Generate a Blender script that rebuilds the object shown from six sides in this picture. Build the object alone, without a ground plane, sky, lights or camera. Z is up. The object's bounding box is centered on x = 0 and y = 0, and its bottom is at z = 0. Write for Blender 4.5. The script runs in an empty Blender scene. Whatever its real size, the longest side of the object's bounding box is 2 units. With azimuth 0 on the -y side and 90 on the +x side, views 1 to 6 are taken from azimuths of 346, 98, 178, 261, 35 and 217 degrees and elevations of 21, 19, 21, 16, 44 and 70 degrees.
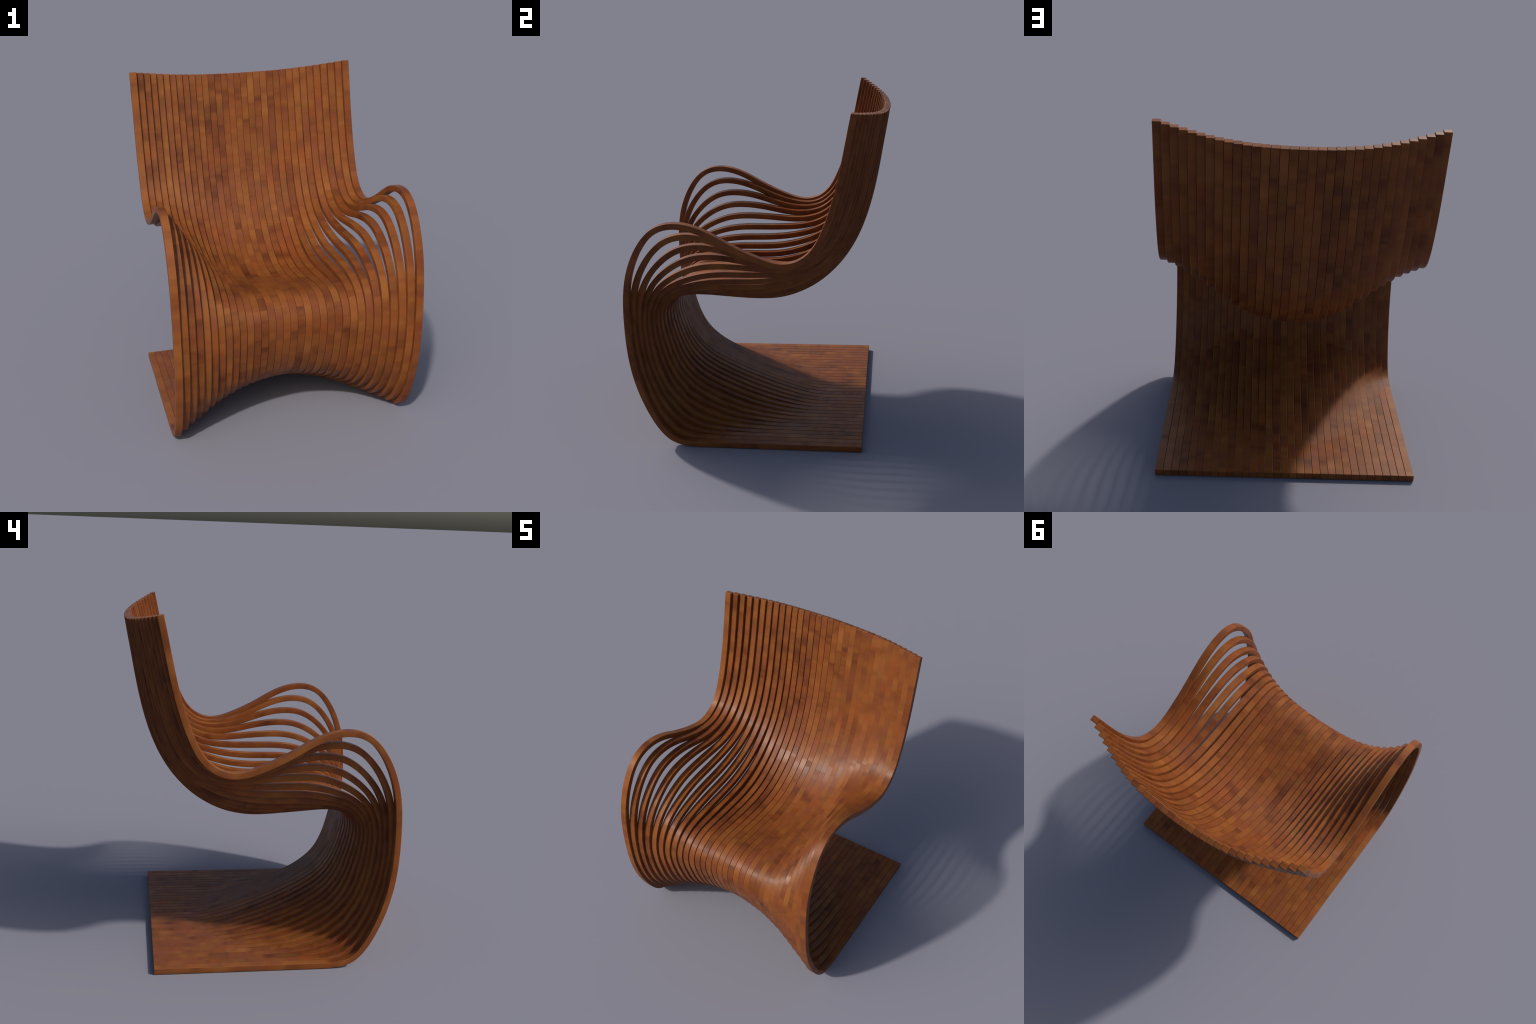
"""Slatted wooden lounge chair: 33 flat wooden slats standing side by side, each cut as one
continuous S-shaped ribbon (backrest > seat > armrest/front > leg > base).  The outermost
slats rise to armrests, the middle ones dip to the seat; every slat in between is a blend."""
import bpy, bmesh
import numpy as np

# ------------------------------------------------------------------ dimensions (metres)
SLATS = 33
HALF_WIDTH = 0.7223
TURN = -0.0068                      # the chair stands turned by a hair (radians)
PITCH = 2 * HALF_WIDTH / SLATS      # slat to slat
GAP = 0.0002                        # hairline between neighbours
THICK = 0.0350                      # slat depth across its curve
CHAMFER = 0.0027
RINGS = 280                         # cross-sections along one slat

# Profile stations (y, z) of the upper / front face, from the top of the backrest round the
# seat or armrest, down the front and back along the floor.
EDGE = np.array([
    (0.5707, 2.0005), (0.5357, 1.8349), (0.4998, 1.6685), (0.4575, 1.5109), (0.3998, 1.3542),
    (0.3195, 1.2281), (0.1946, 1.1715), (0.0514, 1.2037), (-0.1085, 1.2804), (-0.2619, 1.3668),
    (-0.4126, 1.4068), (-0.5443, 1.3784), (-0.6543, 1.2632), (-0.7351, 1.0648), (-0.7624, 0.8042),
    (-0.7484, 0.5098), (-0.6742, 0.2421), (-0.548, 0.0455), (-0.3949, 0.0015), (-0.0953, 0),
    (0.2547, 0), (0.609, 0)])
MIDDLE = np.array([
    (0.738, 1.9335), (0.7335, 1.9168), (0.7255, 1.8713), (0.7117, 1.795), (0.6923, 1.6884),
    (0.6675, 1.5529), (0.631, 1.3919), (0.5717, 1.2114), (0.4716, 1.0304), (0.3189, 0.8784),
    (0.1199, 0.7904), (-0.1038, 0.7903), (-0.3156, 0.8262), (-0.4919, 0.8391), (-0.5989, 0.7568),
    (-0.5885, 0.5706), (-0.4816, 0.3518), (-0.242, 0.1914), (0.0474, 0.0704), (0.3132, 0),
    (0.5052, 0), (0.609, 0)])
# how far the slats between middle and side leave the straight blend (offsets per station):
# HALFWAY acts most on those half way out, SHOULDER on those three quarters out
HALFWAY = np.array([
    (0, 0), (-0.0014, 0.0015), (-0.0028, 0.0013), (-0.0044, -0.001), (-0.0058, -0.0057),
    (-0.0066, -0.0123), (-0.0063, -0.0198), (-0.007, -0.0248), (-0.0101, -0.0218), (-0.0088, -0.0183),
    (-0.0064, -0.0187), (-0.0063, -0.0207), (-0.0053, -0.0231), (-0.0072, -0.0217), (-0.0034, -0.0166),
    (0.005, -0.0184), (0.0015, -0.0187), (-0.0034, -0.0106), (-0.0063, -0.0087), (-0.0041, 0),
    (0, 0), (0, 0)])
SHOULDER = np.array([
    (0, 0), (-0.0015, -0.0036), (-0.0031, -0.0097), (-0.0046, -0.02), (-0.0056, -0.0349),
    (-0.0056, -0.0531), (-0.0034, -0.0717), (-0.0017, -0.0797), (-0.0039, -0.067), (-0.0003, -0.0366),
    (0.0091, -0.0048), (0.0179, 0.0051), (0.0217, -0.0001), (0.0125, -0.0019), (-0.0012, -0.0012),
    (-0.0052, -0.0064), (-0.0078, -0.0104), (-0.0121, -0.0061), (-0.0092, -0.0034), (-0.0052, 0),
    (0, 0), (0, 0)])
# how much of EDGE a slat takes, by its distance from the middle (0) to the side (1)
BLEND_AT = np.array([0, .125, .25, .375, .5, .625, .75, .875, 1.])
BLEND = np.array([0.0, 0.012, 0.047, 0.104, 0.205, 0.35, 0.542, 0.762, 1.0])


def spline(t, y, q):
    """natural cubic spline through (t, y) evaluated at q"""
    n = len(t)
    h = np.diff(t)
    a = np.zeros((n, n))
    r = np.zeros_like(y)
    a[0, 0] = a[-1, -1] = 1
    for i in range(1, n - 1):
        a[i, i - 1], a[i, i], a[i, i + 1] = h[i - 1], 2 * (h[i - 1] + h[i]), h[i]
        r[i] = 6 * ((y[i + 1] - y[i]) / h[i] - (y[i] - y[i - 1]) / h[i - 1])
    m = np.linalg.solve(a, r)
    i = np.clip(np.searchsorted(t, q) - 1, 0, n - 2)
    p, s, k = t[i + 1] - q, q - t[i], h[i]
    if y.ndim > 1:
        p, s, k = p[:, None], s[:, None], k[:, None]
    return ((m[i] * p ** 3 + m[i + 1] * s ** 3) / (6 * k)
            + (y[i] / k - m[i] * k / 6) * p + (y[i + 1] / k - m[i + 1] * k / 6) * s)


def blend_weight(s):
    x = np.concatenate([-BLEND_AT[:0:-1], BLEND_AT])
    v = np.concatenate([BLEND[:0:-1], BLEND])
    return float(spline(x, v, np.array([s]))[0])


def slat_profile(index):
    """evenly spaced (y, z) points of the face curve of one slat and their inward normals"""
    half = (SLATS - 1) / 2
    s = abs(index - half) / half
    w = blend_weight(s)
    p = (MIDDLE + w * (EDGE - MIDDLE)
         + np.sin(np.pi * s) ** 2 * HALFWAY + 4 * w * (1 - w) * SHOULDER)
    t = np.concatenate([[0], np.cumsum(np.linalg.norm(np.diff(p, axis=0), axis=1) ** .5)])
    c = spline(t, p, np.linspace(0, t[-1], 1200))
    c[:, 1] = np.maximum(c[:, 1], 0)
    floor = np.argmax((c[:, 0] > -.45) & (c[:, 1] < 5e-4) & (np.arange(1200) > 800))
    c[floor:, 1] = 0
    arc = np.concatenate([[0], np.cumsum(np.linalg.norm(np.diff(c, axis=0), axis=1))])
    q = np.linspace(0, arc[-1], RINGS)
    q = np.sort(np.concatenate([q, [CHAMFER, arc[-1] - CHAMFER]]))
    pts = np.stack([np.interp(q, arc, c[:, 0]), np.interp(q, arc, c[:, 1])], 1)
    d = np.gradient(pts, q, axis=0)
    for _ in range(2):
        d[1:-1] = (d[:-2] + 2 * d[1:-1] + d[2:]) / 4
    d /= np.linalg.norm(d, axis=1)[:, None]
    return pts, np.stack([-d[:, 1], d[:, 0]], 1)


def slat_mesh(index):
    pts, nrm = slat_profile(index)
    hw, b = (PITCH - GAP) / 2, CHAMFER
    # eased long edges: a small round-over running into a narrow, deep V between neighbours
    half = [(hw, .0055), (hw - .0007, .0014), (hw - b, 0)]
    lower = [(-x, o) for x, o in half] + half[::-1]
    section = lower + [(x, THICK - o) for x, o in reversed(lower)]
    n = len(pts)
    verts, m = [], len(section)
    for i in range(n):
        ring = section
        if i in (0, n - 1):     # chamfered ends
            ring = [(np.clip(x, -hw + b, hw - b), np.clip(o, b, THICK - b))
                    for x, o in section]
        for x, o in ring:
            verts.append((x, pts[i, 0] + nrm[i, 0] * o, pts[i, 1] + nrm[i, 1] * o))
    faces = []
    for i in range(n - 1):
        for j in range(m):
            k = (j + 1) % m
            faces.append((i * m + j, i * m + k, (i + 1) * m + k, (i + 1) * m + j))
    faces.append(tuple(range(m))[::-1])
    faces.append(tuple((n - 1) * m + j for j in range(m)))
    me = bpy.data.meshes.new("slat")
    me.from_pydata(verts, [], faces)
    bm = bmesh.new()
    bm.from_mesh(me)
    bmesh.ops.remove_doubles(bm, verts=bm.verts, dist=1e-5)
    bmesh.ops.recalc_face_normals(bm, faces=bm.faces)
    for f in bm.faces:
        f.smooth = True
    for e in bm.edges:
        if len(e.link_faces) == 2 and e.calc_face_angle(0) > np.radians(15):
            e.smooth = False
    bm.to_mesh(me)
    bm.free()
    return me


# ------------------------------------------------------------------ wood
def wood_material():
    mat = bpy.data.materials.new("oiled_wood")
    mat.use_nodes = True
    nt = mat.node_tree
    N, L = nt.nodes, nt.links
    bsdf = N["Principled BSDF"]

    def node(kind, **kw):
        nd = N.new(kind)
        for a, v in kw.items():
            setattr(nd, a, v)
        return nd

    def sock(x, target):
        if hasattr(x, "is_linked"):
            L.new(x, target)
        else:
            target.default_value = x

    def math(op, a, b=0.0, c=0.0):
        nd = node("ShaderNodeMath", operation=op)
        for s, x in zip(nd.inputs, (a, b, c)):
            sock(x, s)
        return nd.outputs[0]

    def vec(x, y, z):
        nd = node("ShaderNodeCombineXYZ")
        for s, v in zip(nd.inputs, (x, y, z)):
            sock(v, s)
        return nd.outputs[0]

    def noise(v, scale, detail=1.0, rough=.5):
        nd = node("ShaderNodeTexNoise")
        L.new(v, nd.inputs["Vector"])
        nd.inputs["Scale"].default_value = scale
        nd.inputs["Detail"].default_value = detail
        nd.inputs["Roughness"].default_value = rough
        return nd.outputs[0]

    def mix(f, a, b):
        nd = node("ShaderNodeMix", data_type='RGBA')
        sock(f, nd.inputs[0])
        for x, s in ((a, nd.inputs[6]), (b, nd.inputs[7])):
            sock(x, s)
        return nd.outputs[2]

    def remap(x, lo, hi, a=0.0, b=1.0):
        nd = node("ShaderNodeMapRange")
        sock(x, nd.inputs[0])
        for i, v in enumerate((lo, hi, a, b)):
            nd.inputs[i + 1].default_value = v
        return nd.outputs[0]

    co = node("ShaderNodeSeparateXYZ")
    L.new(node("ShaderNodeTexCoord").outputs["Object"], co.inputs[0])
    nr = node("ShaderNodeSeparateXYZ")
    L.new(node("ShaderNodeTexCoord").outputs["Normal"], nr.inputs[0])
    x, y, z = co.outputs
    loc = node("ShaderNodeSeparateXYZ")
    info = node("ShaderNodeObjectInfo")
    L.new(info.outputs["Location"], loc.inputs[0])
    seed = math('MULTIPLY', loc.outputs[0], 311.7)     # different wood in every slat
    world_x = math('ADD', loc.outputs[0], x)
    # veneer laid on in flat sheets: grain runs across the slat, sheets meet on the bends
    lying = math('GREATER_THAN', math('ABSOLUTE', nr.outputs[2]), math('ABSOLUTE', nr.outputs[1]))
    along_face = math('ADD', math('MULTIPLY', lying, math('ADD', y, 7.3)),
                      math('MULTIPLY', math('SUBTRACT', 1.0, lying), z))
    side = math('GREATER_THAN', math('ABSOLUTE', nr.outputs[0]), 0.8)
    along_side = math('ADD', math('MULTIPLY', y, .85), math('MULTIPLY', z, .55))
    along = math('ADD', math('MULTIPLY', side, along_side),
                 math('MULTIPLY', math('SUBTRACT', 1.0, side), along_face))
    flat = vec(along, seed, math('MULTIPLY', x, .35))
    cheek = vec(y, z, seed)
    vm = node("ShaderNodeMix", data_type='VECTOR')
    L.new(side, vm.inputs[0])
    L.new(flat, vm.inputs[4])
    L.new(cheek, vm.inputs[5])
    own = vm.outputs[1]
    shared = vec(along, math('MULTIPLY', world_x, .35), 3.1)

    broad = noise(own, 3.6, 1.0)
    bands = noise(own, 10.0, 3.0, .6)
    fine = noise(own, 45.0, 1.0)
    row = noise(shared, 9.0, 3.0, .6)
    tint = noise(vec(along, math('ADD', seed, 57.0), 9.0), 6.5, 2.0, .55)
    blush = noise(vec(along, math('ADD', seed, 91.0), 4.0), 6.0, 2.0, .55)
    spot = noise(vec(along, math('ADD', seed, 143.0), 2.0), 10.0, 1.0)
    block = node("ShaderNodeTexVoronoi", voronoi_dimensions='2D', feature='SMOOTH_F1')
    L.new(vec(math('MULTIPLY', along, 13.0), math('MULTIPLY', seed, .9), 0.0), block.inputs["Vector"])
    block.inputs["Scale"].default_value = 1.0
    block.inputs["Smoothness"].default_value = .25
    block_tone = node("ShaderNodeSeparateColor")
    L.new(block.outputs["Color"], block_tone.inputs[0])

    v = math('ADD', math('MULTIPLY', broad, .42), math('MULTIPLY', bands, .50))
    v = math('ADD', v, math('MULTIPLY', row, .20))
    v = math('ADD', v, math('MULTIPLY', fine, .06))
    v = math('ADD', v, math('MULTIPLY', block_tone.outputs[0], .15))
    slat_tone = node("ShaderNodeTexWhiteNoise", noise_dimensions='1D')
    L.new(seed, slat_tone.inputs["W"])
    v = math('ADD', v, remap(slat_tone.outputs[0], 0, 1, -.075, .065))
    ramp = node("ShaderNodeValToRGB")
    L.new(remap(v, .37, .95), ramp.inputs[0])
    r = ramp.color_ramp
    stops = [(0.0, (.070, .0175, .0075)), (.25, (.116, .0315, .0100)), (.45, (.172, .0515, .0128)),
             (.65, (.212, .0685, .0160)), (1.0, (.255, .0920, .0235))]
    r.elements[0].position, r.elements[0].color = stops[0][0], (*stops[0][1], 1)
    r.elements[1].position, r.elements[1].color = stops[-1][0], (*stops[-1][1], 1)
    for p, c in stops[1:-1]:
        r.elements.new(p).color = (*c, 1)
    col = mix(remap(tint, .55, .70, 0, .65), ramp.outputs[0], (.222, .0525, .0130, 1))   # orange heartwood
    col = mix(remap(tint, .42, .30, 0, .55), col, (.145, .0600, .0150, 1))               # olive streaks
    col = mix(remap(blush, .50, .66, 0, .70), col, (.168, .0475, .0185, 1))              # rosy brown
    col = mix(remap(spot, .66, .80, 0, .55), col, (.095, .0230, .0095, 1))               # dark knots
    L.new(col, bsdf.inputs["Base Color"])
    L.new(remap(block_tone.outputs[1], 0, 1, .50, .36), bsdf.inputs["Roughness"])
    bsdf.inputs["IOR"].default_value = 1.45
    bsdf.inputs["Specular IOR Level"].default_value = .20
    return mat


def build():
    chair = bpy.data.objects.new("slatted_wooden_chair", None)
    chair["label"] = "curved lounge chair made of continuous S-shaped brown wooden slats"
    chair["category"] = "chair"
    chair.rotation_euler.z = TURN
    bpy.context.collection.objects.link(chair)
    wood = wood_material()
    for i in range(SLATS):
        me = slat_mesh(i)
        me.materials.append(wood)
        ob = bpy.data.objects.new("slat", me)
        ob.location.x = -HALF_WIDTH + (i + .5) * PITCH
        ob.parent = chair
        bpy.context.collection.objects.link(ob)


build()
